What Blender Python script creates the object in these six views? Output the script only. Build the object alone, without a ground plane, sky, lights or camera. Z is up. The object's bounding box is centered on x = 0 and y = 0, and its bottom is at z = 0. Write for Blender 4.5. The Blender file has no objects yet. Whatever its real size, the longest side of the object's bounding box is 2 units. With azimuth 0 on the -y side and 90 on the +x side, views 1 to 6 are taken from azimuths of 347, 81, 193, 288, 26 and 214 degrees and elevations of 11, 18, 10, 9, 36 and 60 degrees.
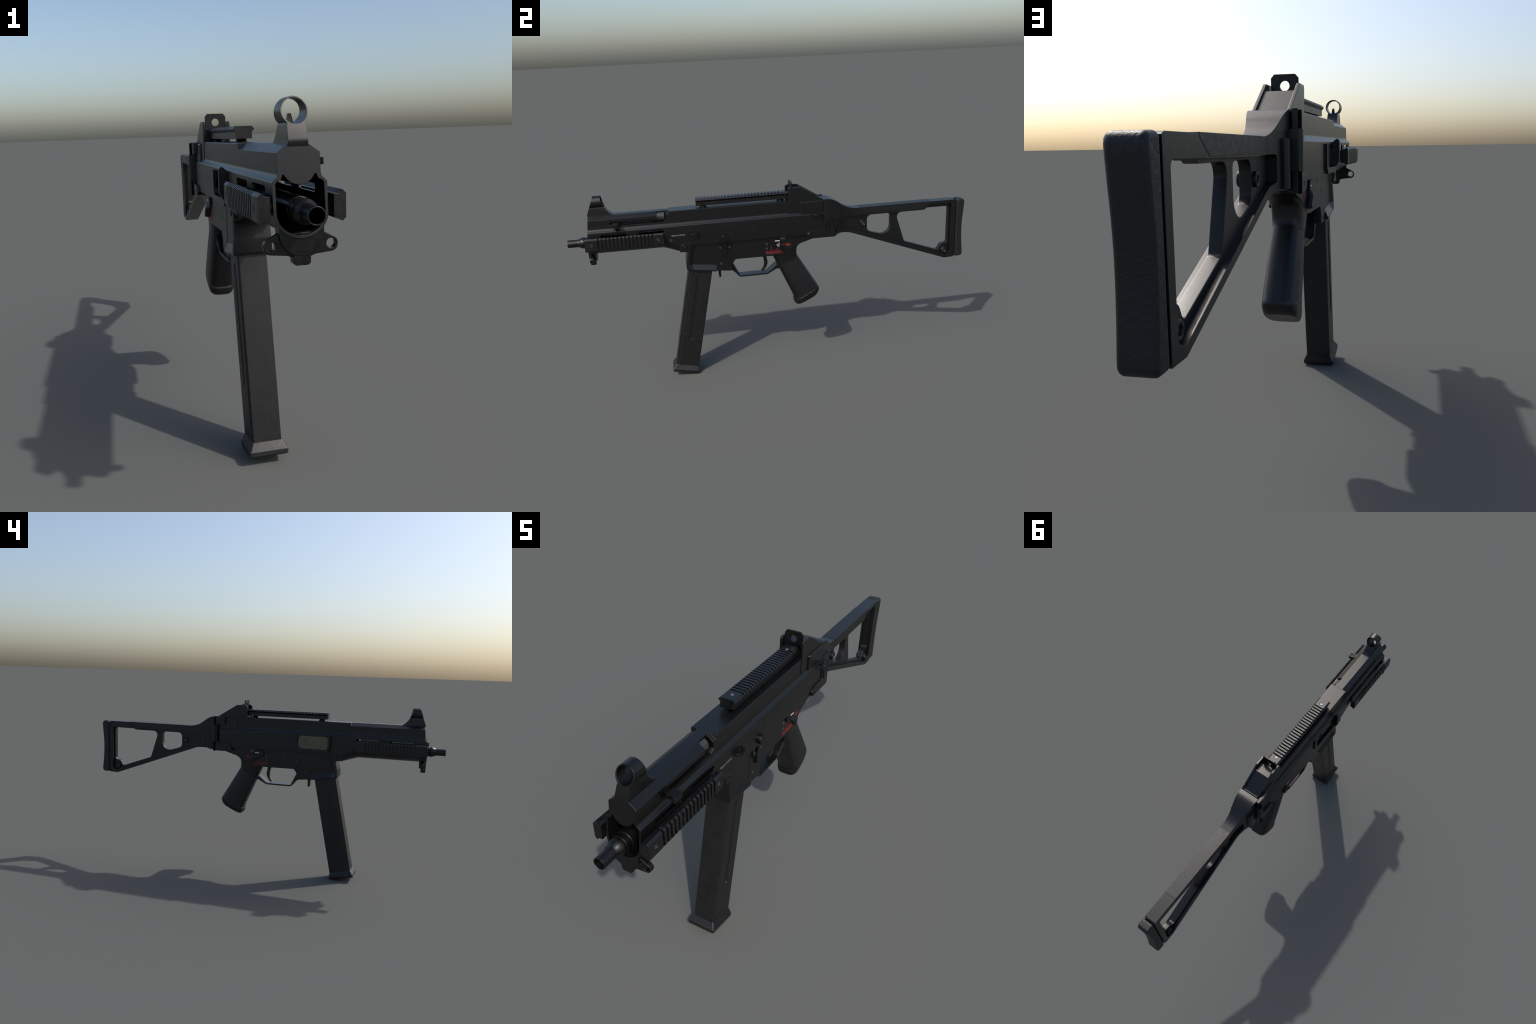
import bpy, bmesh, math
from mathutils import Vector, Matrix

# ------------------------------------------------------------------ helpers
COL = bpy.context.scene.collection

def new_obj(name, bm):
    me = bpy.data.meshes.new(name)
    bmesh.ops.recalc_face_normals(bm, faces=bm.faces[:])
    bm.to_mesh(me); bm.free()
    ob = bpy.data.objects.new(name, me)
    COL.objects.link(ob)
    return ob

def arc(c, r, a0, a1, n=10):
    return [(c[0]+r*math.cos(math.radians(a0+(a1-a0)*i/n)),
             c[1]+r*math.sin(math.radians(a0+(a1-a0)*i/n))) for i in range(n+1)]

def circle(c, r, n=32):
    return arc(c, r, 0, 360*(n-1)/n, n-1)

def rnd(pts, r, seg=5):
    """fillet the corners of a polygon; r is a number or one radius per corner"""
    out = []; n = len(pts)
    rs = r if isinstance(r, (list, tuple)) else [r]*n
    for i in range(n):
        p = Vector(pts[i]); a = Vector(pts[i-1]); b = Vector(pts[(i+1) % n]); rr = rs[i]
        u = (a-p); v = (b-p); lu, lv = u.length, v.length
        if rr <= 0 or lu < 1e-6 or lv < 1e-6:
            out.append(tuple(p)); continue
        u /= lu; v /= lv
        ang = math.acos(max(-1, min(1, u.dot(v))))
        if ang > math.radians(176): out.append(tuple(p)); continue
        t = min(rr/math.tan(ang/2), lu*.49, lv*.49)
        rr = t*math.tan(ang/2)
        bis = (u+v).normalized(); c = p+bis*(rr/math.sin(ang/2))
        s = (p+u*t)-c; e = (p+v*t)-c
        a0 = math.atan2(s.y, s.x); a1 = math.atan2(e.y, e.x); d = a1-a0
        while d > math.pi: d -= 2*math.pi
        while d < -math.pi: d += 2*math.pi
        for k in range(seg+1):
            th = a0+d*k/seg
            out.append((c.x+rr*math.cos(th), c.y+rr*math.sin(th)))
    return out

def rect(a0, b0, a1, b1, r=0, seg=5):
    p = [(a0, b0), (a1, b0), (a1, b1), (a0, b1)]
    return rnd(p, r, seg) if r else p

def P3(axis, p, h):
    if axis == 'x': return (h, p[0], p[1])
    if axis == 'y': return (p[0], h, p[1])
    return (p[0], p[1], h)

def prism_bm(bm, pts, axis, lo, hi):
    a = [bm.verts.new(P3(axis, p, lo)) for p in pts]
    b = [bm.verts.new(P3(axis, p, hi)) for p in pts]
    n = len(pts)
    bm.faces.new(a); bm.faces.new(b[::-1])
    for i in range(n):
        bm.faces.new((a[i], b[i], b[(i+1) % n], a[(i+1) % n]))

def bevel_bm(bm, w, seg=2, ang=25):
    bmesh.ops.recalc_face_normals(bm, faces=bm.faces[:])
    es = [e for e in bm.edges if len(e.link_faces) == 2 and e.calc_face_angle(0) > math.radians(ang)]
    bmesh.ops.bevel(bm, geom=es, offset=w, segments=seg, profile=.5, affect='EDGES', clamp_overlap=True)

def prism(name, pts, axis, lo, hi, bev=0, seg=2):
    bm = bmesh.new(); prism_bm(bm, pts, axis, lo, hi)
    if bev: bevel_bm(bm, bev, seg)
    return new_obj(name, bm)

def prisms(name, lst, bev=0, seg=2):
    """several disjoint solids in one mesh: (pts, axis, lo, hi)"""
    bm = bmesh.new()
    for pts, ax, lo, hi in lst: prism_bm(bm, pts, ax, lo, hi)
    if bev: bevel_bm(bm, bev, seg)
    return new_obj(name, bm)

def sym(lst):
    """add the mirror images (x -> -x) of x-prisms / y-prisms"""
    out = list(lst)
    for pts, ax, lo, hi in lst:
        if ax == 'x': out.append((pts, ax, -hi, -lo))
        else: out.append(([(-p[0], p[1]) for p in pts][::-1], ax, lo, hi))
    return out

def loft(name, rings, cap=True):
    bm = bmesh.new()
    R = [[bm.verts.new(p) for p in ring] for ring in rings]
    n = len(R[0])
    for a, b in zip(R, R[1:]):
        for i in range(n):
            bm.faces.new((a[i], a[(i+1) % n], b[(i+1) % n], b[i]))
    if cap:
        bm.faces.new(R[0][::-1]); bm.faces.new(R[-1])
    return new_obj(name, bm)

def lathe(name, prof, c, n=40, axis='y'):
    """prof: (position along axis, radius); c: centre in the other two axes"""
    rings = []
    for h, r in prof:
        ring = []
        for i in range(n):
            t = 2*math.pi*i/n
            p = (c[0]+r*math.cos(t), c[1]+r*math.sin(t))
            ring.append(P3(axis, p, h))
        rings.append(ring)
    return loft(name, rings)

def apply_mods(ob):
    dg = bpy.context.evaluated_depsgraph_get(); dg.update()
    me = bpy.data.meshes.new_from_object(ob.evaluated_get(dg))
    old = ob.data; ob.modifiers.clear(); ob.data = me
    bpy.data.meshes.remove(old)

def boolean(ob, cutter, op='DIFFERENCE', keep=False):
    m = ob.modifiers.new('b', 'BOOLEAN'); m.operation = op; m.object = cutter; m.solver = 'EXACT'
    m.use_self = False
    apply_mods(ob)
    if not keep:
        me = cutter.data; bpy.data.objects.remove(cutter); bpy.data.meshes.remove(me)
    return ob

def bevel_mod(ob, w, seg=2, ang=30):
    m = ob.modifiers.new('v', 'BEVEL'); m.width = w; m.segments = seg
    m.limit_method = 'ANGLE'; m.angle_limit = math.radians(ang); m.use_clamp_overlap = True
    apply_mods(ob); return ob

def finish(ob, mat, parent, ang=30, kind=None):
    me = ob.data
    me.materials.clear(); me.materials.append(mat)
    me.shade_smooth() if hasattr(me, 'shade_smooth') else None
    for p in me.polygons: p.use_smooth = True
    me.set_sharp_from_angle(angle=math.radians(ang))
    w = ob.modifiers.new('w', 'WEIGHTED_NORMAL'); w.keep_sharp = True; w.weight = 50
    apply_mods(ob)
    ob.parent = parent
    if kind: ob["kind"] = kind
    return ob

def copy_at(src, name, off=(0, 0, 0), parent=None, mirror=False):
    o = src.copy(); o.name = name; COL.objects.link(o)
    o.location = Vector(off)
    if mirror: o.scale = (-1, 1, 1)
    o.parent = parent or src.parent
    return o

# ---------------------------------------------------------------- materials
def mat(name, col, rough=.45, metal=0., spec=.5, grain=900, gbump=.12, var=.25, streak=0.,
        bevel=.0016, patch=40, scratch=0., wear=0., rvar=.08):
    m = bpy.data.materials.new(name); m.use_nodes = True
    nt = m.node_tree; N = nt.nodes; L = nt.links
    b = N['Principled BSDF']
    tc = N.new('ShaderNodeTexCoord')
    def noise(scale, detail=4, vec=None, rough_=.55):
        n = N.new('ShaderNodeTexNoise'); n.inputs['Scale'].default_value = scale
        n.inputs['Detail'].default_value = detail; n.inputs['Roughness'].default_value = rough_
        L.new(vec or tc.outputs['Object'], n.inputs['Vector']); return n.outputs['Fac']
    def mapr(v, a, b_, c, d):
        n = N.new('ShaderNodeMapRange'); n.inputs[1].default_value = a; n.inputs[2].default_value = b_
        n.inputs[3].default_value = c; n.inputs[4].default_value = d; L.new(v, n.inputs[0]); return n.outputs[0]
    def math_(op, x, y):
        n = N.new('ShaderNodeMath'); n.operation = op
        for i, v in enumerate((x, y)):
            if isinstance(v, (int, float)): n.inputs[i].default_value = v
            else: L.new(v, n.inputs[i])
        return n.outputs[0]
    f = mapr(noise(patch, 5), .3, .7, 1-var, 1+var)
    if streak:
        mp = N.new('ShaderNodeMapping'); mp.inputs['Scale'].default_value = (60, 160, 9)
        L.new(tc.outputs['Object'], mp.inputs['Vector'])
        s = noise(1, 3, mp.outputs['Vector'])
        f = math_('MULTIPLY', f, mapr(s, .3, .7, 1-streak, 1+streak))
    mul = N.new('ShaderNodeMix'); mul.data_type = 'RGBA'; mul.blend_type = 'MULTIPLY'
    mul.inputs[0].default_value = 1; mul.inputs[6].default_value = (*col, 1)
    L.new(f, mul.inputs[7]); out = mul.outputs[2]
    if wear or scratch:
        # bright specks and fine scratches
        mp = N.new('ShaderNodeMapping'); mp.inputs['Scale'].default_value = (30, 55, 30)
        mp.inputs['Rotation'].default_value = (.5, .3, .8)
        L.new(tc.outputs['Object'], mp.inputs['Vector'])
        sc = N.new('ShaderNodeTexVoronoi'); sc.feature = 'DISTANCE_TO_EDGE'; sc.inputs['Scale'].default_value = 1
        L.new(mp.outputs['Vector'], sc.inputs['Vector'])
        line = mapr(sc.outputs['Distance'], 0, .012, 1, 0)
        gate = mapr(noise(18, 2), .56, .62, 0, 1)
        msk = math_('MULTIPLY', line, gate)
        spk = mapr(noise(420, 2), .68, .74, 0, 1)
        msk = math_('ADD', math_('MULTIPLY', msk, scratch), math_('MULTIPLY', spk, wear))
        mx = N.new('ShaderNodeMix'); mx.data_type = 'RGBA'
        L.new(msk, mx.inputs[0]); L.new(out, mx.inputs[6])
        mx.inputs[7].default_value = (.11, .105, .1, 1); out = mx.outputs[2]
    L.new(out, b.inputs['Base Color'])
    b.inputs['Metallic'].default_value = metal
    b.inputs['Specular IOR Level'].default_value = spec
    L.new(mapr(noise(patch*2.3, 4), .3, .7, max(.05, rough-rvar), rough+rvar), b.inputs['Roughness'])
    bp = N.new('ShaderNodeBump'); bp.inputs['Strength'].default_value = gbump
    bp.inputs['Distance'].default_value = .001
    L.new(noise(grain, 3), bp.inputs['Height'])
    if bevel:
        bv = N.new('ShaderNodeBevel'); bv.samples = 6; bv.inputs['Radius'].default_value = bevel
        L.new(bv.outputs['Normal'], bp.inputs['Normal'])
    L.new(bp.outputs['Normal'], b.inputs['Normal'])
    return m

M_POLY  = mat('black_polymer', (.0023, .00225, .00225), .365, grain=420, gbump=.06, streak=.12, var=.12, rvar=.04)
M_STOCK = mat('moulded_polymer', (.0028, .0027, .0028), .39, grain=420, gbump=.07, var=.2, wear=.05, rvar=.05)
M_PANEL = mat('stippled_polymer', (.0040, .0040, .0041), .45, grain=330, gbump=.38, var=.2, bevel=.001)
M_RUBBER= mat('rubber', (.0050, .0055, .0057), .5, grain=190, gbump=1.0, var=.25, bevel=0)
M_MAG   = mat('magazine_polymer', (.0042, .0041, .0040), .46, grain=450, gbump=.10, var=.32, scratch=.14, wear=.05, patch=28, rvar=.07)
M_STEEL = mat('blackened_steel', (.0018, .0018, .0018), .38, spec=.42, grain=300, gbump=.08, var=.35, wear=.10, scratch=.06)
M_RAIL  = mat('rail_steel', (.0020, .0020, .0021), .40, grain=240, gbump=.2, var=.4, wear=.35, scratch=.3, bevel=.001)
M_BRIGHT= mat('worn_bright_steel', (.22, .22, .215), .36, metal=.85, grain=500, gbump=.10, var=.3, bevel=.0008)
M_PIN   = mat('grey_pin_steel', (.060, .059, .057), .38, metal=.5, grain=500, gbump=.10, var=.25, bevel=.0008)
M_BOLT  = mat('bolt_steel', (.150, .141, .116), .34, metal=1., grain=220, gbump=.18, var=.12, scratch=.35, wear=.15, patch=60)
M_CARRIER = mat('bolt_tube_steel', (.070, .070, .071), .30, metal=.6, grain=300, gbump=.06, var=.2)
M_RED   = mat('red_paint', (.175, .013, .014), .5, gbump=.05, var=.1, bevel=0)
M_WHITE = mat('white_paint', (.62, .60, .58), .5, gbump=.05, var=.05, bevel=0)
M_GWHITE= mat('faded_white_paint', (.13, .135, .14), .5, gbump=.05, var=.1, bevel=0)
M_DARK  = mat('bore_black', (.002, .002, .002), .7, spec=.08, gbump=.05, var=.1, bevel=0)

# ------------------------------------------------------------------- thing
GUN = bpy.data.objects.new('submachine_gun', None); COL.objects.link(GUN)
GUN.empty_display_size = .1
GUN["label"] = "black submachine gun with long magazine, rails and skeleton stock"
GUN["category"] = "gun"

# ================================================================ receiver
W, WU = .057, .0445            # half widths: lower shoulder / upper body
def front_y(z): return -.889-(.869-z)*.105

def section(y, top, zb, n_exp, zc, front=False):
    """closed XZ ring: top, shoulders, superelliptic bottom"""
    (tx, tz), (bx, bz) = top
    half = [(tx, tz), (bx, bz), (WU, .812), (WU+.0008, .8075), (WU+.0035, .8028), (WU+.0085, .7985), (W-.001, .7955), (W, .7935)]
    right = half+[(W, zc+(.7935-zc)*t) for t in (.5,)]
    bot = []
    K = 24
    for i in range(K+1):
        t = math.pi*i/K
        cx, sx = math.cos(t), math.sin(t)
        x = W*math.copysign(abs(cx)**n_exp, cx); z = zc-(zc-zb)*abs(sx)**n_exp
        bot.append((x, z))
    left = [(-x, z) for x, z in right[::-1]]
    ring = right+bot+left
    return [(x, (front_y(z) if front else y), z) for x, z in ring]

BEV = ((.021, .869), (WU, .852)); FLAT = ((WU-.0025, .8685), (WU, .8665))
rings = [section(0, BEV, .683, 1.0, .735, True)]
for y, top, zb, n, zc in [(-.553, BEV, .683, 1.0, .735), (-.512, BEV, .671, .85, .72), (-.5119, FLAT, .671, .85, .72),
                          (-.468, FLAT, .657, .62, .70), (-.437, FLAT, .656, .55, .70), (-.436, FLAT, .694, .12, .70),
                          (.243, FLAT, .694, .12, .70)]:
    rings.append(section(y, top, zb, n, zc))
receiver = loft('receiver', rings)
boolean(receiver, prism('c', [(.11, .845), (.11, .95), (.26, .95), (.26, .845)], 'x', -.2, .2))
# hollow fore-end with the round bolt housing hanging into it
nose = arc((0, .8235), .0345, 205, 335, 16)
cav = [(-.0505, .792), (-.046, .797), (-.0385, .800), (-.035, .8095)] + nose + [(.035, .8095), (.0385, .800), (.046, .797), (.0505, .792)]
for i in range(21):
    t = math.pi*i/20
    cav.append((.0505*math.cos(t), .735-.0455*math.sin(t)))
boolean(receiver, prism('c', cav, 'y', -1.0, -.46))
# cooling slots
for y0, y1 in ((-.839, -.719), (-.664, -.544)):
    boolean(receiver, prism('c', rect(y0, .7665, y1, .785, .006), 'x', -.08, .08))
# cocking lever track on the right
track = rnd([(-.792, .819), (-.541, .819), (-.527, .832), (-.527, .880), (-.573, .880), (-.573, .8385), (-.792, .8385)],
            [.009, .004, .004, 0, 0, .002, .009])
boolean(receiver, prism('c', track, 'x', .018, .08))
# ejection port on the left
boolean(receiver, prism('c', rect(-.397, .715, -.227, .7865, .021), 'x', -.08, -.044))
boolean(receiver, prism('c', rect(.2285, .7235, .26, .8225), 'x', -.09, -.040))
finish(receiver, M_POLY, GUN)
receiver.data.materials.append(M_DARK)          # fore-end cavity painted near-black to darken its interior shade
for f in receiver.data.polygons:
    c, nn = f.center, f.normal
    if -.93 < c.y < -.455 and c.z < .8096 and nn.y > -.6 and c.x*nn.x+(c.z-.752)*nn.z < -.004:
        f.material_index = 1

# receiver rear: raised side blocks and sight walls
wall = [(.069, .790), (.069, .929), (.0765, .9355), (.129, .9355), (.2425, .866), (.2425, .790)]
sight_base = prisms('rear_sight_base', sym([(wall, 'x', .038, .0468)]), .0009)
finish(sight_base, M_POLY, GUN)
ramp = prism('sight_ramp', [(.098, .80), (.098, .9150), (.150, .9165), (.2350, .8640), (.2360, .8665), (.2425, .8655), (.2425, .80)], 'x', -.0385, .0385, .0012)
finish(ramp, M_POLY, sight_base)
blk = prisms('side_block', sym([([(.124, .794), (.124, .8615), (.243, .8615), (.243, .794)], 'x', .04, .0535)]), .004, 1)
boolean(blk, prism('c', rect(.2285, .7235, .26, .8225), 'x', -.09, -.040))
finish(blk, M_POLY, receiver)
# rear sight leaf
leaf = prism('sight_leaf', [(-.0355, .905), (.0355, .905), (.0355, .953), (.027, .9625), (-.027, .9625), (-.0355, .953)], 'y', .0845, .0905)
boolean(leaf, prism('c', circle((0, .9335), .0128, 24), 'y', .05, .2)); finish(leaf, M_STEEL, sight_base)
leaf2 = prism('folded_sight_leaf', rect(-.027, .092, .027, .117, .006), 'z', .9125, .9155)
boolean(leaf2, prism('c', circle((0, .104), .006, 20), 'z', .9, .95)); finish(leaf2, M_STEEL, sight_base)
ax = lathe('sight_axle', [(-.038, .004), (.038, .004)], (.0885, .912), 16, 'x'); finish(ax, M_STEEL, sight_base)
flo = prism('sight_floor', rect(-.0385, .0745, .0385, .099), 'z', .85, .900, .001); finish(flo, M_STEEL, sight_base)

# front sight: ring on a swept stem
ring_sec = arc((0, .9325), .0290, -52, 232, 40)
ring_sec = ring_sec + rnd([(-.0195, .903), (-.0205, .875), (-.0215, .860), (.0215, .860), (.0205, .875), (.0195, .903)], 0)
fs = prism('front_sight', ring_sec, 'y', -.95, -.70)
side = [(-.889, .860), (-.8915, .872), (-.8905, .879), (-.8775, .912), (-.8665, .938), (-.8585, .9616), (-.8595, .970), (-.8235, .970), (-.8235, .9616),
        (-.8225, .948), (-.8195, .931), (-.812, .911), (-.802, .894), (-.788, .879), (-.772, .8685), (-.755, .860)]
boolean(fs, prism('c', side, 'x', -.06, .06), 'INTERSECT')
boolean(fs, prism('c', circle((0, .9325), .0257, 40), 'y', -1, -.6))
finish(fs, M_POLY, GUN)
post = loft('sight_post', [[(-.007, -.842, .905), (.007, -.842, .905), (.007, -.822, .905), (-.007, -.822, .905)],
                           [(-.0032, -.834, .9285), (.0032, -.834, .9285), (.0032, -.827, .9285), (-.0032, -.827, .9285)]])
finish(post, M_STEEL, fs)

# bolt seen in the track and the port
bolt = lathe('bolt_tube', [(-.60, .0225), (-.536, .0225), (-.534, .0205)], (.010, .8405), 36); finish(bolt, M_CARRIER, receiver)
bp_ = prism('bolt', rect(-.402, .712, -.222, .789), 'x', -.0515, -.03)
boolean(bp_, prism('c', arc((-.290, .750), .026, 90, -90, 20) if False else [(-.2885, .776)]+[(-.2885+.0275*math.sin(t), .751+.025*math.cos(t)) for t in [math.pi*i/18 for i in range(1, 18)]]+[(-.2885, .726)], 'x', -.06, -.0475))
finish(bp_, M_BOLT, receiver)

# ejection port frame with the case deflector in front
outer = rnd([(-.2125, .789), (-.2125, .716), (-.236, .6965), (-.388, .6965), (-.4105, .718), (-.4105, .789)], [.001, .018, .012, .012, .016, .001], 6)
pf = prism('ejection_port_frame', outer, 'x', -.066, -.05)
boolean(pf, prism('c', rnd([(-.227, .82), (-.227, .715), (-.397, .715), (-.397, .82)], [0, .021, .021, 0], 6), 'x', -.09, -.03))
finish(pf, M_POLY, receiver)
df = prism('case_deflector', rnd([(-.068, .7135), (-.0795, .732), (-.0795, .799), (-.072, .8065), (-.066, .803), (-.05, .788), (-.05, .71)], .003), 'y', -.4095, -.3962, .0015)
finish(df, M_POLY, receiver)

# ============================================================ cocking lever
cl = prisms('cocking_lever', [(rect(-.776, .8215, -.758, .836), 'x', .03, .070), ], .001)
finish(cl, M_STEEL, GUN)
kt = rnd([(.053, -.783), (.068, -.778), (.080, -.787), (.087, -.790), (.0890, -.786), (.0890, -.754), (.080, -.7465), (.053, -.750)], [.002, .012, .008, .003, .002, .007, .006, .002])
kn = prism('lever_knob', kt, 'z', .8205, .8362, .0012)
chk = [(rect(.0560+.0034*i, -.775+.0034*j, .0560+.0034*i+.0023, -.775+.0034*j+.0023), 'z', .835, .8370) for i in range(9) for j in range(7)]
finish(prisms('lever_checkering', chk), M_STEEL, cl, kind='stuff')
finish(kn, M_STEEL, cl)

# ==================================================================== rails
def rail_section(kind):
    if kind == 'top':
        return [(-.0235, .878), (-.0235, .8965), (-.0305, .9045), (-.0235, .9125), (.0235, .9125), (.0305, .9045), (.0235, .8965), (.0235, .878)]
    return [(.0655, .7215), (.0765, .7215), (.084, .7135), (.091, .7205), (.091, .7695), (.084, .7765), (.0765, .7685), (.0655, .7685)]

top_rail = prism('top_rail', rail_section('top'), 'y', -.3805, .0715)
n = 21; y0, y1 = -.326, .020; p = (y1-y0)/n
cut = prisms('c', [(rect(-.04, y0+p*i, .04, y0+p*i+.0068), 'z', .9045, .93) for i in range(n+1)])
boolean(top_rail, cut)
for yy in (-.346, .035):
    boolean(top_rail, prism('c', circle((0, yy), .0088, 24), 'z', .909, .93))
finish(top_rail, M_RAIL, GUN)
for y in (-.346, .035):
    finish(lathe('rail_foot', [(.860, .0195), (.868, .0185), (.8795, .0125)], (0, y), 28, 'z'), M_STEEL, top_rail)

def socket_screw(name, c, axis, base, top, r, parent, m=M_PIN, rh=.5):
    """round socket head with a hexagonal recess"""
    s = 1 if top > base else -1
    bm = bmesh.new()
    nseg = 24
    prof = [(base, r), (top-s*.0012, r), (top, r*.82), (top, r*rh), (top-s*.003, r*rh*.95)]
    rg = []
    for k, (h, rr) in enumerate(prof):
        row = []
        for i in range(nseg):
            t = 2*math.pi*i/nseg
            q = rr
            if k >= 3:
                a = (t+math.pi/6) % (math.pi/3)-math.pi/6
                q = rr*math.cos(math.pi/6)/math.cos(a)*1.08
            row.append(bm.verts.new(P3(axis, (c[0]+q*math.cos(t), c[1]+q*math.sin(t)), h)))
        rg.append(row)
    for a, b in zip(rg, rg[1:]):
        for i in range(nseg): bm.faces.new((a[i], a[(i+1) % nseg], b[(i+1) % nseg], b[i]))
    bm.faces.new(rg[0]); bm.faces.new(rg[-1])
    return finish(new_obj(name, bm), m, parent)

for yy in (-.346, .035): socket_screw('screw', (0, yy), 'z', .90, .9121, .0078, top_rail, M_BRIGHT)

def side_rail(s):
    sec = [(s*x, z) for x, z in rail_section('side')]
    if s < 0: sec = sec[::-1]
    r = prism('side_rail', sec, 'y', -.912, -.548)
    n = 14; a, b = -.853, -.602; p = (b-a)/n
    lo, hi = sorted((s*.0838, s*.12))
    boolean(r, prisms('c', [(rect(a+p*i, .70, a+p*i+.0078, .79), 'x', lo, hi) for i in range(n+1)]))
    for yy in (-.882, -.573):
        l2, h2 = sorted((s*.0885, s*.12))
        boolean(r, prism('c', circle((yy, .7455), .0085, 24), 'x', l2, h2))
    finish(r, M_RAIL, GUN)
    for yy in (-.882, -.573):
        socket_screw('screw', (yy, .7455), 'x', s*.07, s*.0908, .0078, r, M_PIN)
        sp = lathe('spacer', [(s*.0555, .0105), (s*.060, .0105), (s*.063, .0085), (s*.070, .0085)], (yy, .7455), 24, 'x')
        finish(sp, M_STEEL, r)
    return r
rail_r = side_rail(1); rail_l = side_rail(-1)

# =================================================================== barrel
BZ = .7385
barrel = lathe('barrel', [(-1.0, .0160), (-1.0, .0178), (-.9985, .0186), (-.953, .0186), (-.948, .0198), (-.942, .0228), (-.936, .0254), (-.930, .0267),
                          (-.925, .0268), (-.9205, .0262), (-.919, .0245), (-.9165, .0245), (-.916, .0258), (-.898, .0258),
                          (-.897, .0272), (-.894, .0277), (-.45, .0277)], (0, BZ), 48)
boolean(barrel, lathe('c', [(-1.05, .0162), (-.88, .0150)], (0, BZ), 40)); finish(barrel, M_STEEL, GUN)
bore = lathe('bore', [(-.93, .0152), (-.885, .0150)], (0, BZ), 32); finish(bore, M_DARK, barrel)

# front sling mount under the fore-end
body = [(-.0465, .715), (-.0465, .690)] + arc((0, .6935), .0465, 184, 356, 24) + [(.0465, .690), (.0465, .715)]
mount = prism('sling_mount', body, 'y', -.9055, -.872, .0012)
inner = [(.0535, .76)]+[(.0535*math.cos(math.pi*i/24), .735-.0485*math.sin(math.pi*i/24)) for i in range(25)]+[(-.0535, .76)]
boolean(mount, prism('c', inner[::-1], 'y', -1, -.8))
finish(mount, M_STEEL, GUN)
ear = rnd([(-.046, .694), (-.0795, .676), (-.076, .652), (-.030, .6475), (-.0185, .643), (.0185, .643), (.030, .6475), (.076, .652), (.0795, .676), (.046, .694)],
          [.004, .014, .014, .004, .002, .002, .004, .014, .014, .004], 8)
ears = prism('sling_loop', ear, 'y', -.8995, -.883)
boolean(ears, prisms('c', [(circle((s*.0635, .668), .0100, 24), 'y', -1, -.8) for s in (-1, 1)])); bevel_mod(ears, .002, 2, 40)
finish(ears, M_STEEL, mount)
tab = prism('mount_tab', [(-.0185, .655), (-.0185, .632), (-.013, .627), (.013, .627), (.0185, .632), (.0185, .655)], 'y', -.9045, -.880, .0012)
finish(tab, M_STEEL, mount)

# ================================================================ magazine well + frame
FW = .0445
frame_prof = rnd([(-.30, .700), (-.306, .548), (-.229, .540), (-.2265, .572), (-.209, .5985), (-.02, .597), (.030, .602), (.075, .625),
                  (.098, .640), (.117, .648), (.150, .6575), (.190, .6695), (.240, .674), (.240, .700)],
                 [0, 0, .006, .01, .014, 0, .02, .02, .01, .005, .02, .02, 0, 0])
frame = prism('grip_frame', frame_prof, 'x', -FW, FW, .002)
boolean(frame, prism('c', [(-.262, .7), (-.262, .66), (-.2525, .66), (-.2525, .615), (-.27, .615), (-.27, .66), (-.286, .66), (-.286, .7)], 'x', .0425, .06)) if False else None
finish(frame, M_POLY, GUN)
# magazine well with corner posts, inset sides and a flared lip
dirv = (-.2035, -.979)
mw_rings = []
def mwring(zf, yf, yr, zr, hx, hxf):
    # ring from the front edge (yf, zf) to the rear edge (yr, zr): corner posts in front, inset panel behind
    def z_at(y): return zf+(zr-zf)*(y-yf)/(yr-yf)
    half = [(hxf-.004, yf), (hxf, yf+.004), (hxf, yf+.0155), (hx, yf+.032), (hx, yr)]
    ring = [(-x, y, z_at(y)) for x, y in half]+[(x, y, z_at(y)) for x, y in half[::-1]]
    return ring
mw = loft('magazine_well', [mwring(.705, -.4215, -.281, .705, .0432, .0505), mwring(.660, -.4385, -.288, .660, .0432, .0515),
                            mwring(.612, -.4505, -.300, .600, .0432, .053),
                            mwring(.5955, -.4515, -.3035, .5785, .0432, .0540), mwring(.5725, -.4512, -.3055, .5535, .0548, .0548),
                            mwring(.566, -.4485, -.3065, .547, .0535, .0535)])
finish(mw, M_POLY, frame, 8)
pv = prism('pivot_lug', arc((-.449, .684), .0255, -60, 100, 14)+[(-.43, .70), (-.43, .662)], 'x', -.0585, .0585, .001) if False else \
     prism('pivot_lug', rnd([(-.476, .664), (-.4775, .680), (-.468, .698), (-.450, .7055), (-.425, .703), (-.425, .660)], [.004, .008, .012, .012, 0, 0]), 'x', -.0575, .0575, .0012)
finish(pv, M_POLY, receiver)

# ================================================================ magazine
A = Vector((-.443, .557)); D = Vector((-.105, -.5025)).normalized(); Pp = Vector((-D.y, D.x)) # down axis, rearward axis
if Pp.x < 0: Pp = -Pp
def mp(d, w): v = A+D*d+Pp*w; return (v.x, v.y)
LEN = .5165
mag_sec_pts = [(-.0005, .0390), (.0125, .0390), (.0145, .0422), (.1105, .0422), (.1152, .0395)]   # (depth rearwards, half width)
def magring(d, scale=1.0):
    r = []
    for w, x in mag_sec_pts: yz = mp(d, w); r.append((-x, yz[0], yz[1]))
    for w, x in mag_sec_pts[::-1]: yz = mp(d, w); r.append((x, yz[0], yz[1]))
    return r
magazine = loft('magazine', [magring(-.10), magring(LEN)])
g0, g1 = mp(.022, .058), mp(.352, .056)
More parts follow.
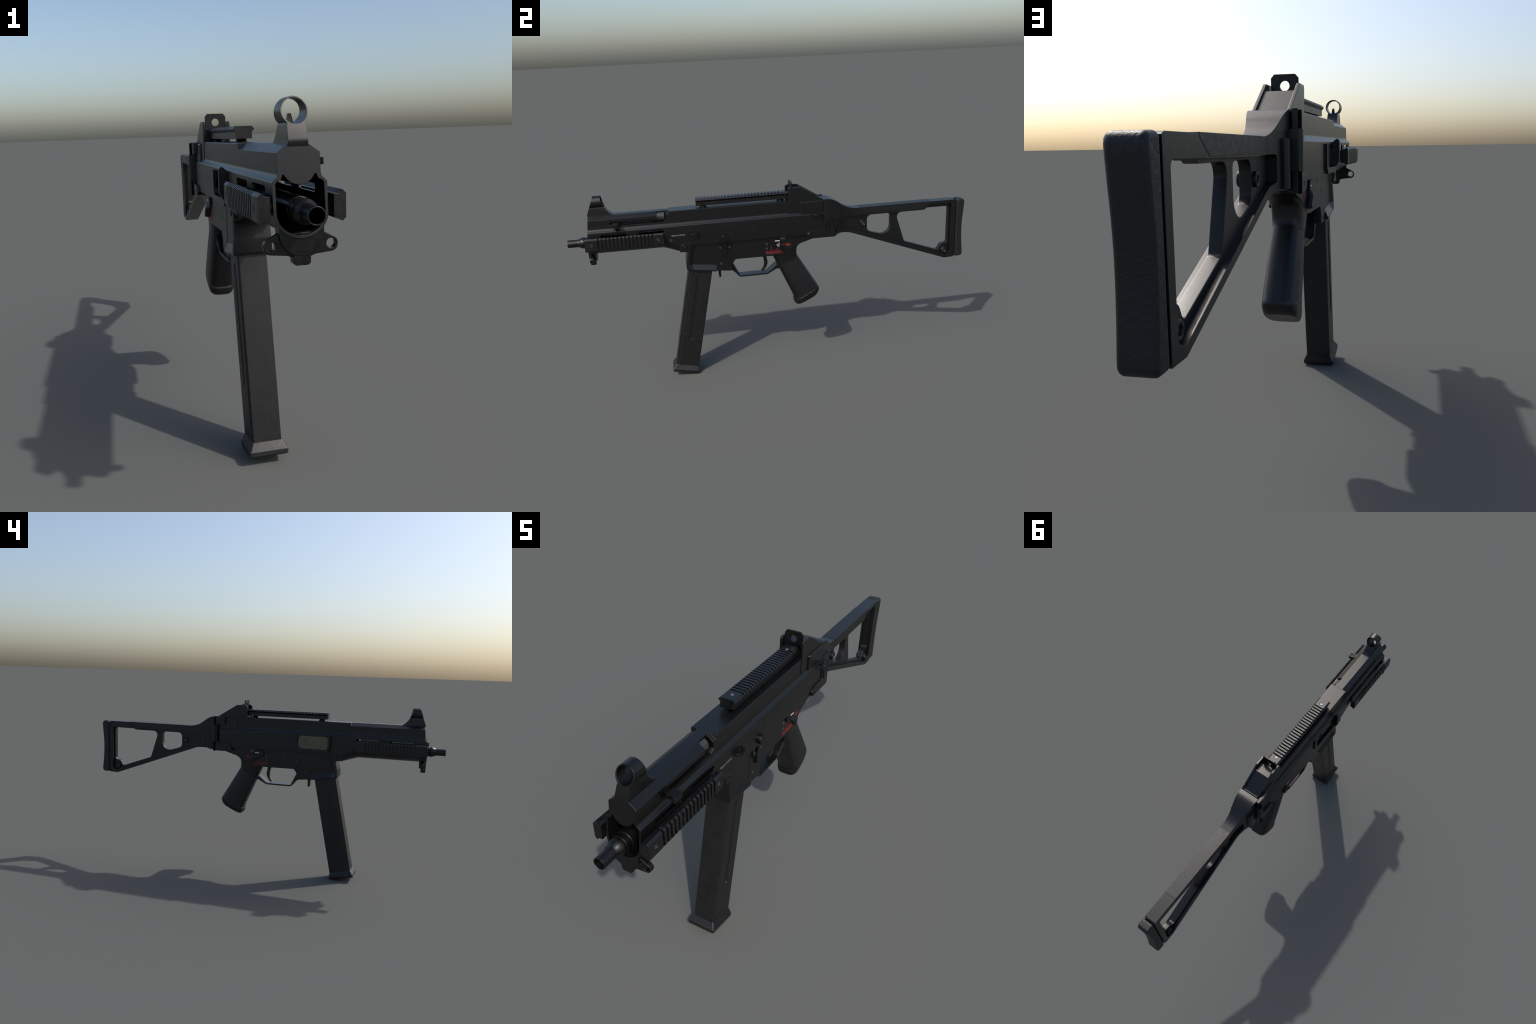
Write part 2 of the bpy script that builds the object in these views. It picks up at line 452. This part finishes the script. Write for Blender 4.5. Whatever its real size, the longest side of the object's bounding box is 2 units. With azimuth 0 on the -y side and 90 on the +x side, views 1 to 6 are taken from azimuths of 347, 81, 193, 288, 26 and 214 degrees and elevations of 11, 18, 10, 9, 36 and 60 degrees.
# long groove with rounded ends
u = Vector((g1[0]-g0[0], g1[1]-g0[1])).normalized(); v = Vector((-u.y, u.x)); hw = .0105
gro = []
for c, a0 in ((g0, 180), (g1, 0)):
    for i in range(11):
        t = math.radians(-90+180*i/10); q = Vector(c)+(u*math.cos(t)*(1 if a0 == 0 else -1)+v*math.sin(t)*(1 if a0 == 0 else -1))*hw
        gro.append((q.x, q.y))
boolean(magazine, prisms('c', sym([(gro, 'x', .0392, .06)])))
bevel_mod(magazine, .0012, 2, 30)
finish(magazine, M_MAG, GUN)
def basering(d, f, b, x, r=.004):
    pts = rnd([(-x, f), (x, f), (x, b), (-x, b)], r, 3)
    return [(px, *mp(d, w)) for px, w in pts]
base = loft('magazine_floor_plate', [basering(LEN-.012, .0005, .1125, .0405, .003), basering(LEN-.010, -.0005, .1135, .0420, .003), basering(LEN+.013, -.0125, .1185, .0540),
                                     basering(LEN+.024, -.0125, .1185, .0540), basering(LEN+.0275, -.0095, .116, .051)])
finish(base, M_MAG, magazine, 25)

# ================================================================ trigger group
gp = [(-.246, .560), (-.246, .541), (-.228, .5375), (-.208, .519), (-.195, .501), (-.183, .4965), (-.049, .4965), (.000, .5225), (.020, .5195),
      (.030, .545), (.001, .5450), (-.0505, .5045), (-.188, .5045), (-.2235, .576), (-.232, .580)]
guard = prism('trigger_guard', rnd(gp, [0, .002, .008, .008, .008, .01, .014, .006, 0, 0, .006, .014, .008, .004, 0]), 'x', -.027, .027, .0012)
finish(guard, M_POLY, frame)
tf = [(-.074, .607), (-.0655, .582), (-.063, .562), (-.067, .541), (-.0815, .5205)]
tr = [(-.0705, .5175), (-.055, .536), (-.0465, .558), (-.0485, .580), (-.054, .607)]
def smooth(pts, n=5):
    out = []
    for i in range(len(pts)-1):
        p0, p1, p2, p3 = (Vector(pts[max(0, min(len(pts)-1, j))]) for j in (i-1, i, i+1, i+2))
        for k in range(n):
            t = k/n
            q = .5*((2*p1)+(p2-p0)*t+(2*p0-5*p1+4*p2-p3)*t*t+(3*p1-p0-3*p2+p3)*t**3)
            out.append((q.x, q.y))
    out.append(tuple(pts[-1])); return out
trigger = prism('trigger', [(y+.003, z-.007) for y, z in smooth(tf)+smooth(tr)], 'x', -.0095, .0095, .0025)
finish(trigger, M_POLY, frame)
rel = [(-.2975, .556), (-.296, .523), (-.2945, .509), (-.2885, .507), (-.2865, .513)]
for i in range(4): rel += [(-.2835, .5165+.007*i), (-.2865, .5195+.007*i)]
rel += [(-.282, .548), (-.280, .556)]
mr = prism('magazine_release', [(y+.002, z-.007 if z < .55 else z) for y, z in rel], 'x', -.014, .014, .0008); finish(mr, M_STEEL, frame)

# ---------------------------------------------------------------- pistol grip
lv = [  # front (y,z), rear (y,z), half width, corner exponent
 ((-.035, .690), (.190, .680), .0443, .30), ((-.030, .662), (.142, .6535), .0442, .38), ((-.0250, .625), (.112, .6320), .0440, .45), ((-.0180, .595), (.1062, .606), .0432, .50), ((-.004, .562), (.1085, .584), .0418, .55),
 ((.0135, .523), (.119, .566), .0425, .58), ((.048, .4435), (.153, .509), .0458, .58), ((.0838, .362), (.2035, .4245), .0480, .56),
 ((.0855, .342), (.2185, .3985), .0475, .52), ((.0870, .3300), (.2175, .3860), .0468, .52), ((.0915, .3215), (.2135, .3745), .0452, .52), ((.101, .3155), (.206, .3640), .0420, .52)]
def lerp_lv(s):
    f = s*(len(lv)-1); i = min(int(f), len(lv)-2); t = f-i
    def cr(get):
        p = [get(lv[max(0, min(len(lv)-1, j))]) for j in (i-1, i, i+1, i+2)]
        return .5*(2*p[1]+(p[2]-p[0])*t+(2*p[0]-5*p[1]+4*p[2]-p[3])*t*t+(3*p[1]-p[0]-3*p[2]+p[3])*t**3)
    return [cr(lambda q: q[0][0]), cr(lambda q: q[0][1]), cr(lambda q: q[1][0]), cr(lambda q: q[1][1]), cr(lambda q: q[2]), cr(lambda q: q[3])]
NS, NT = 90, 120
rings = []; inpanel = []
PAN = [(.0165, .553), (.100, .571), (.1955, .3955), (.111, .3515)]
def inside(p, poly):
    s = None
    for i in range(len(poly)):
        a, b = poly[i], poly[(i+1) % len(poly)]
        c = (b[0]-a[0])*(p[1]-a[1])-(b[1]-a[1])*(p[0]-a[0])
        if s is None: s = c > 0
        elif (c > 0) != s: return False
    return True
for j in range(NS+1):
    fy, fz, ry, rz, hx, ex = lerp_lv(j/NS)
    ring = []; ip = []
    for i in range(NT):
        t = 2*math.pi*i/NT; c, s = math.cos(t), math.sin(t)
        k = math.copysign(abs(c)**(ex+.1), c); x = hx*math.copysign(abs(s)**ex, s)
        y = (fy+ry)/2+k*(ry-fy)/2; z = (fz+rz)/2+k*(rz-fz)/2
        a = inside((y, z), PAN)
        ip.append(a)
        if a: x -= math.copysign(.0016, x)
        ring.append((x, y, z))
    rings.append(ring); inpanel.append(ip)
grip = loft('pistol_grip', rings)
finish(grip, M_STOCK, frame, 40)
grip.data.materials.append(M_PANEL)
for f in grip.data.polygons:
    c = f.center
    if inside((c.y, c.z), PAN) and abs(c.x) > .018: f.material_index = 1

# ---------------------------------------------------------------- small controls
def disc(name, c, x0, x1, r, m, parent, bev=.001, n=28):
    lo, hi = sorted((x0, x1)); return finish(prism(name, circle(c, r, n), 'x', lo, hi, bev), m, parent, 35)
def xbox(name, pts, x0, x1, m, parent, bev=.0008):
    lo, hi = sorted((x0, x1)); return finish(prism(name, pts, 'x', lo, hi, bev), m, parent)

for c in ((-.049, .661), (-.0495, .637), (-.2795, .583)):
    for s in (1, -1): disc('pin', c, s*.043, s*.0456, .0062, M_PIN, frame, .0008, 20)
for c in ((-.151, .6785), (-.222, .644)): disc('pin', c, -.043, -.0456, .0058, M_PIN, frame, .0008, 20)
for s in (1, -1):
    disc('pivot_pin', (-.449, .684), s*.056, s*.0590, .0100, M_STEEL, receiver)
    d = disc('pin_ring', (-.449, .684), s*.056, s*.0600, .0062, M_STEEL, receiver)
socket_screw('screw', (-.515, .725), 'x', .05, .0588, .0075, receiver, M_PIN)
# indicator bar
xbox('indicator_bar', rect(-.511, .7455, -.444, .7525, .003), .055, .0586, M_BRIGHT, receiver)
# half round sling eyes on the right side
def eye(yc, z, w, x1):
    pts = [(.05, yc-w)]+[( .056+(x1-.056)*math.sin(t), yc-w*math.cos(t)) for t in [math.pi*i/14 for i in range(15)]]+[(.05, yc+w)]
    e = prism('sling_eye', pts, 'z', z-.004, z+.004)
    boolean(e, prism('c', circle((.0635, yc), .0062, 20), 'z', z-.02, z+.02)); bevel_mod(e, .0012, 2, 40)
    return finish(e, M_STEEL, receiver)
eye(-.4025, .7505, .026, .0785); eye(.207, .793, .030, .0800)
# bolt catch with round head
disc('bolt_catch_head', (-.258, .7155), .055, .0685, .0185, M_STEEL, frame, .0022, 32)
disc('bolt_catch_cap', (-.258, .7155), .06, .0695, .0125, M_STEEL, frame, .0008, 28)
xbox('bolt_catch_arm', rect(-.2650, .6625, -.2505, .700, .001), .043, .0545, M_STEEL, frame)
xbox('bolt_catch_arm', rect(-.2670, .6155, -.2535, .6605, .0015), .043, .0525, M_STEEL, frame)
for y in (-.2805, -.2345):
    xbox('catch_bracket', rect(y-.008, .652, y+.008, .698, .002), .043, .0495, M_STEEL, frame)
    disc('bracket_pin', (y, .6655), .045, .0515, .0048, M_PIN, frame, .0006, 16)

# selector levers on both sides
sel = rnd([(-.031, .692), (-.037, .676), (-.034, .660), (.020, .626), (.028, .613), (.038, .617), (.0405, .625), (.022, .648), (.0175, .672), (.0165, .692)],
          [.010, .012, .008, .004, .004, .004, .004, .02, .01, .002], 5)
for s in (1, -1):
    lo, hi = sorted((s*.043, s*.0520)); o = prism('selector_lever', sel, 'x', lo, hi, .0012); finish(o, M_STEEL, frame)
    # raised thumb piece standing out from the lever
    th = loft('selector_thumb_piece', [[(s*.0515, y, z) for y, z in [(-.004, .655), (.0150, .668), (.0225, .648), (.0395, .6245), (.030, .6145)]],
                                       [(s*.0600, y, z) for y, z in [(.0065, .6435), (.0155, .652), (.0225, .643), (.0385, .6245), (.0305, .6165)]]])
    finish(th, M_STEEL, frame)
    xbox('selector_mark', rect(-.0085, .6735, .0155, .6775), s*.051, s*.0525, M_WHITE, frame, 0)

# fire mode symbols: bars, rounds and guide lines
def bar(a, b, w):
    a, b = Vector(a), Vector(b); d = (b-a).normalized(); nn = Vector((-d.y, d.x))*w/2
    return [tuple(a+nn), tuple(a-nn), tuple(b-nn), tuple(b+nn)]
def frame_rect(y0, z0, y1, z1, w):
    return [rect(y0, z0, y1, z0+w), rect(y0, z1-w, y1, z1), rect(y0, z0+w, y0+w, z1-w), rect(y1-w, z0+w, y1, z1-w)]
def bullet(y, z, l, h):
    return [(y-l/2, z-h/2), (y+l*.15, z-h/2), (y+l/2, z), (y+l*.15, z+h/2), (y-l/2, z+h/2)]
red = [rect(-.057, .6085, .041, .6105), rect(-.057, .6215, .041, .6235), rect(.039, .6105, .041, .6215)]
red += [bullet(-.048+.0155*i, .616, .0125, .0068) for i in range(6)]
red += [rect(.048, .6420, .071, .6437), rect(.048, .6547, .071, .6564), rect(.048, .6437, .0497, .6547), rect(.0693, .6437, .071, .6547), bullet(.0595, .6492, .014, .007)]
red += [bar((.0205, .654), (.048, .6495), .0022), bar((-.0225, .654), (-.028, .6235), .0022)]
red += [rect(-.001, .6395, .012, .6410), rect(-.001, .6265, .016, .6280), bullet(.006, .6335, .013, .008)]
whi = frame_rect(.0225, .6795, .0445, .6925, .0018)+[bar((.0245, .6815), (.0425, .6905), .0016), bar((.0245, .6905), (.0425, .6815), .0016)]
for s in (1, -1):
    o = prisms('fire_mode_symbols', [(p, 'x', *sorted((s*.0435, s*(.0450+.00012*(i % 3))))) for i, p in enumerate(red)]); finish(o, M_RED, frame, kind='stuff')
    o = prisms('safe_symbol', [(p, 'x', *sorted((s*.0435, s*(.0450+.00012*(i % 3))))) for i, p in enumerate(whi)]); finish(o, M_GWHITE, frame, kind='stuff')

# raised lettering frames on the right side of the receiver
def text(body, y, z, size, x=.0567, depth=.0007):
    cu = bpy.data.curves.new('t', 'FONT'); cu.body = body; cu.size = size; cu.extrude = depth/2; cu.align_x = 'CENTER'; cu.align_y = 'CENTER'
    cu.resolution_u = 3
    o = bpy.data.objects.new('t', cu); COL.objects.link(o)
    o.matrix_world = Matrix(((0, 0, 1, x), (1, 0, 0, y), (0, 1, 0, z), (0, 0, 0, 1)))
    dg = bpy.context.evaluated_depsgraph_get(); dg.update()
    me = bpy.data.meshes.new_from_object(o.evaluated_get(dg)); me.transform(o.matrix_world)
    bpy.data.objects.remove(o); bpy.data.curves.remove(cu)
    ob = bpy.data.objects.new('raised_lettering', me); COL.objects.link(ob)
    return finish(ob, M_POLY, receiver)
text('UMP', -.2700, .7575, .026); text('KAL. .45', -.206, .7645, .010); text('AUTO', -.203, .7555, .010)
text('88-001234', -.125, .7525, .0115); text('DE', -.125, .7785, .009)
marks = frame_rect(-.300, .743, -.2425, .7700, .0012)+frame_rect(-.236, .7455, -.165, .7735, .0012)
marks += [rect(-.156, .7460, -.092, .7474), rect(-.156, .7640, -.092, .7654), rect(-.156, .7690, -.092, .7704), rect(-.156, .7840, -.092, .7854), rect(-.156, .7375, -.092, .7387)]
o = prisms('raised_lettering', [(p, 'x', .0562, .0573) for p in marks]); finish(o, M_POLY, receiver, kind='stuff')

# ================================================================ rear end plate and hinge
plate = rnd([(.164, .6735), (.300, .6735), (.301, .690), (.272, .7905), (.240, .7925), (.240, .7165), (.187, .7145), (.166, .7075), (.1495, .691)],
            [.012, .001, .001, .004, .001, .004, .01, .014, .016])
ep = prism('end_plate', plate, 'x', .035, .0615)
boolean(ep, prism('c', rect(.2545, .7095, .2755, .7540, .003), 'x', .055, .09)); bevel_mod(ep, .0012, 2, 30)
finish(ep, M_POLY, GUN)
xbox('latch_button', rect(.2560, .7108, .2742, .7525, .003), .05, .0645, M_STEEL, ep)
core = prism('end_block', [(.238, .6745), (.300, .6745), (.326, .688), (.326, .801), (.275, .8015), (.238, .8015)], 'x', -.025, .0515, .0015)
finish(prism('end_block', rect(.2285, .6755, .262, .8450), 'x', -.0425, -.020, .001), M_POLY, ep)
finish(core, M_POLY, ep)
# fluted half-round thumb catch
ribs = []
nr = 11
for i in range(nr):
    z = .7035+(.768-.7035)*i/(nr-1); k = (z-.736)/.040
    yr_ = .283+.0415*math.sqrt(max(.02, 1-k*k)); yl = .3015-(z-.700)*.27
    if yr_ > yl+.003: ribs.append((rect(yl, z-.0021, yr_, z+.0021), 'x', .050, .0560))
tc_ = prisms('stock_release', ribs, .0008); finish(tc_, M_STEEL, ep, kind='stuff')
tb = prism('release_body', [(.303, .697)]+[(.2815+.0425*math.cos(t), .7365+.040*math.sin(t)) for t in [math.radians(-68+136*i/14) for i in range(15)]]+[(.282, .776)], 'x', .045, .0535, .0008)
finish(tb, M_STEEL, ep)
socket_screw('screw', (.167, .6915), 'x', .05, .0660, .0115, ep, M_STEEL)
ring_ = lathe('screw_collar', [(.058, .0150), (.0625, .0150), (.0635, .0140)], (.167, .6915), 28, 'x'); finish(ring_, M_STEEL, ep)

# left side: bracket arms, hinge posts and hinge block of the stock
lp = rnd([(.262, .868), (.241, .868), (.194, .866), (.194, .8235), (.237, .8225), (.237, .7225), (.216, .7150), (.166, .7150), (.1495, .694), (.150, .680), (.172, .6735), (.262, .6735)],
         [.002, 0, .004, .003, 0, 0, .004, .012, .01, .008, .01, .002])
br = prism('hinge_bracket', lp, 'x', -.0665, -.0515, .0012); finish(br, M_POLY, ep)
for z0, z1 in ((.823, .8675), (.6755, .7225)):
    kp = arc((-.0690, .2530), .0092, 200, -20, 12)[::-1]+[(-.0598, .2440), (-.050, .2400), (-.050, .2340), (-.0665, .2340)]
    b_ = prism('hinge_knuckle', kp, 'z', z0, z1, .0008)
    boolean(b_, lathe('c', [(z1-.004, .0052), (z1+.01, .0052)], (-.0690, .2530), 16, 'z')); finish(b_, M_POLY, br)
pin_ = lathe('hinge_pin', [(.672, .0052), (.8640, .0052)], (-.0690, .2530), 20, 'z'); finish(pin_, M_DARK, br)
hb = prism('hinge_block', rnd([(-.0782, .2445), (-.0782, .262), (-.071, .2735), (-.046, .2735), (-.046, .2445)], [.008, .009, .003, .002, .002]), 'z', .7245, .8210, .0012); finish(hb, M_POLY, br)
hr = prism('hinge_barrel', rnd([(-.050, .270), (-.0555, .298), (-.0555, .314), (-.049, .3205), (-.040, .3205), (-.033, .312), (-.033, .270)], [.001, .004, .007, .005, .006, .006, .001]), 'z', .6875, .7995, .001); finish(hr, M_POLY, br)
socket_screw('screw', (.180, .6935), 'x', -.06, -.0672, .0100, br, M_STEEL)

# ================================================================ stock
def neck_w(y):
    if y <= .258: return .0485
    if y >= .405: return .0282
    t = (y-.258)/.147; t = t*t*(3-2*t)
    return .0485+(.0282-.0485)*t
outline = [(.240, .8625)]+smooth([(.240, .8625), (.268, .8640), (.290, .8590), (.312, .8480), (.335, .8320), (.362, .8160), (.396, .8055), (.440, .8015)], 4)[1:] + \
          [(.943, .8025), (.9505, .7985), (.9505, .494), (.897, .492), (.388, .6765), (.372, .6805), (.345, .6835), (.240, .6835)]
stock = prism('stock', outline, 'x', -.0275, .0275)
recess = rnd([(.344, .704), (.344, .765), (.395, .765), (.485, .762), (.780, .762), (.800, .778), (.806, .787), (.9265, .787), (.9265, .520), (.897, .5085), (.385, .6975)],
             [.008, .012, 0, .004, .006, .004, .002, .01, .014, .010, .012])
boolean(stock, prism('c', recess, 'x', 0, .1))
recess_l = rnd([(.344, .704), (.344, .765), (.395, .765), (.485, .762), (.905, .7665), (.9265, .7665), (.9265, .520), (.897, .5085), (.385, .6975)],
               [.008, .012, 0, .004, 0, .014, .014, .010, .012])
boolean(stock, prism('c', recess_l, 'x', -.1, 0))
bm = bmesh.new(); bm.from_mesh(stock.data)
for i in range(17):
    bmesh.ops.bisect_plane(bm, geom=bm.verts[:]+bm.edges[:]+bm.faces[:], plane_co=(0, .245+.01*i, 0), plane_no=(0, 1, 0))
for v_ in bm.verts: v_.co.x *= neck_w(v_.co.y)/.0275
bm.to_mesh(stock.data); bm.free()
bevel_mod(stock, .0036, 3, 40)
finish(stock, M_STOCK, GUN, 35)
# inner web with its two openings
web = prism('stock_web', [(.300, .80), (.48, .78), (.93, .80), (.93, .50), (.90, .500), (.388, .684), (.300, .69)], 'x', -.0130, .0130)
h1 = rnd([(.479, .757), (.604, .757), (.604, .636), (.479, .6735)], [.024, .016, .048, .026], 9)
h2 = rnd([(.6300, .757), (.780, .757), (.800, .7675), (.918, .7675), (.918, .571), (.882, .5655), (.866, .5345), (.680, .5995)],
         [.024, .01, .01, .016, .016, .020, .014, .016], 7)
for h in (h1, h2): boolean(web, prism('c', h, 'x', -.1, .1))
bevel_mod(web, .0018, 2, 40); finish(web, M_STOCK, stock)
for c in ((.456, .717), (.900, .531)):
    for s in (1, -1):
        rng_ = []
        for x, r in ((s*.012, .0165), (s*.0195, .0165), (s*.0215, .0145), (s*.0215, .0105), (s*.0195, .0088), (s*.0155, .0085)):
            rng_.append([(x, c[0]+r*math.cos(2*math.pi*i/28), c[1]+r*math.sin(2*math.pi*i/28)) for i in range(28)])
        o = loft('screw_boss', rng_); finish(o, M_STOCK, stock)
        dd = disc('screw', c, s*.014, s*.0172, .0082, M_PIN, stock, .0006, 24)
# textured cheek piece wrapping the top bar
cheek = prism('cheek_piece', rnd([(.4385, .8030), (.4385, .7975), (.452, .783), (.475, .7725), (.515, .7685), (.772, .7665), (.8165, .7975), (.8165, .8038)], [0, .002, .01, .014, .02, .004, .002, 0]), 'x', -.0290, .0290, .0012)
finish(cheek, M_PANEL, stock)
# butt pad
gap = prism('pad_seat', rect(.945, .505, .958, .792), 'x', -.023, .023); finish(gap, M_DARK, stock)
pad_prof = [(.955, .8025), (.965, .8035)]+[(.984+.0155*math.cos(t), .7865+.0165*math.sin(t)) for t in [math.radians(80-78*i/8) for i in range(9)]] + \
           smooth([(.9995, .780), (.9965, .742), (.9925, .70), (.9905, .655), (.9915, .61), (.9945, .565), (.9988, .523)], 4) + \
           [(.9845+.0152*math.cos(t), .5105+.0165*math.sin(t)) for t in [math.radians(-2-78*i/8) for i in range(9)]] + [(.965, .4935), (.955, .4945)]
pad = prism('butt_pad', pad_prof, 'x', -.0295, .0295)
bevel_mod(pad, .0095, 5, 40); finish(pad, M_RUBBER, stock, 40)
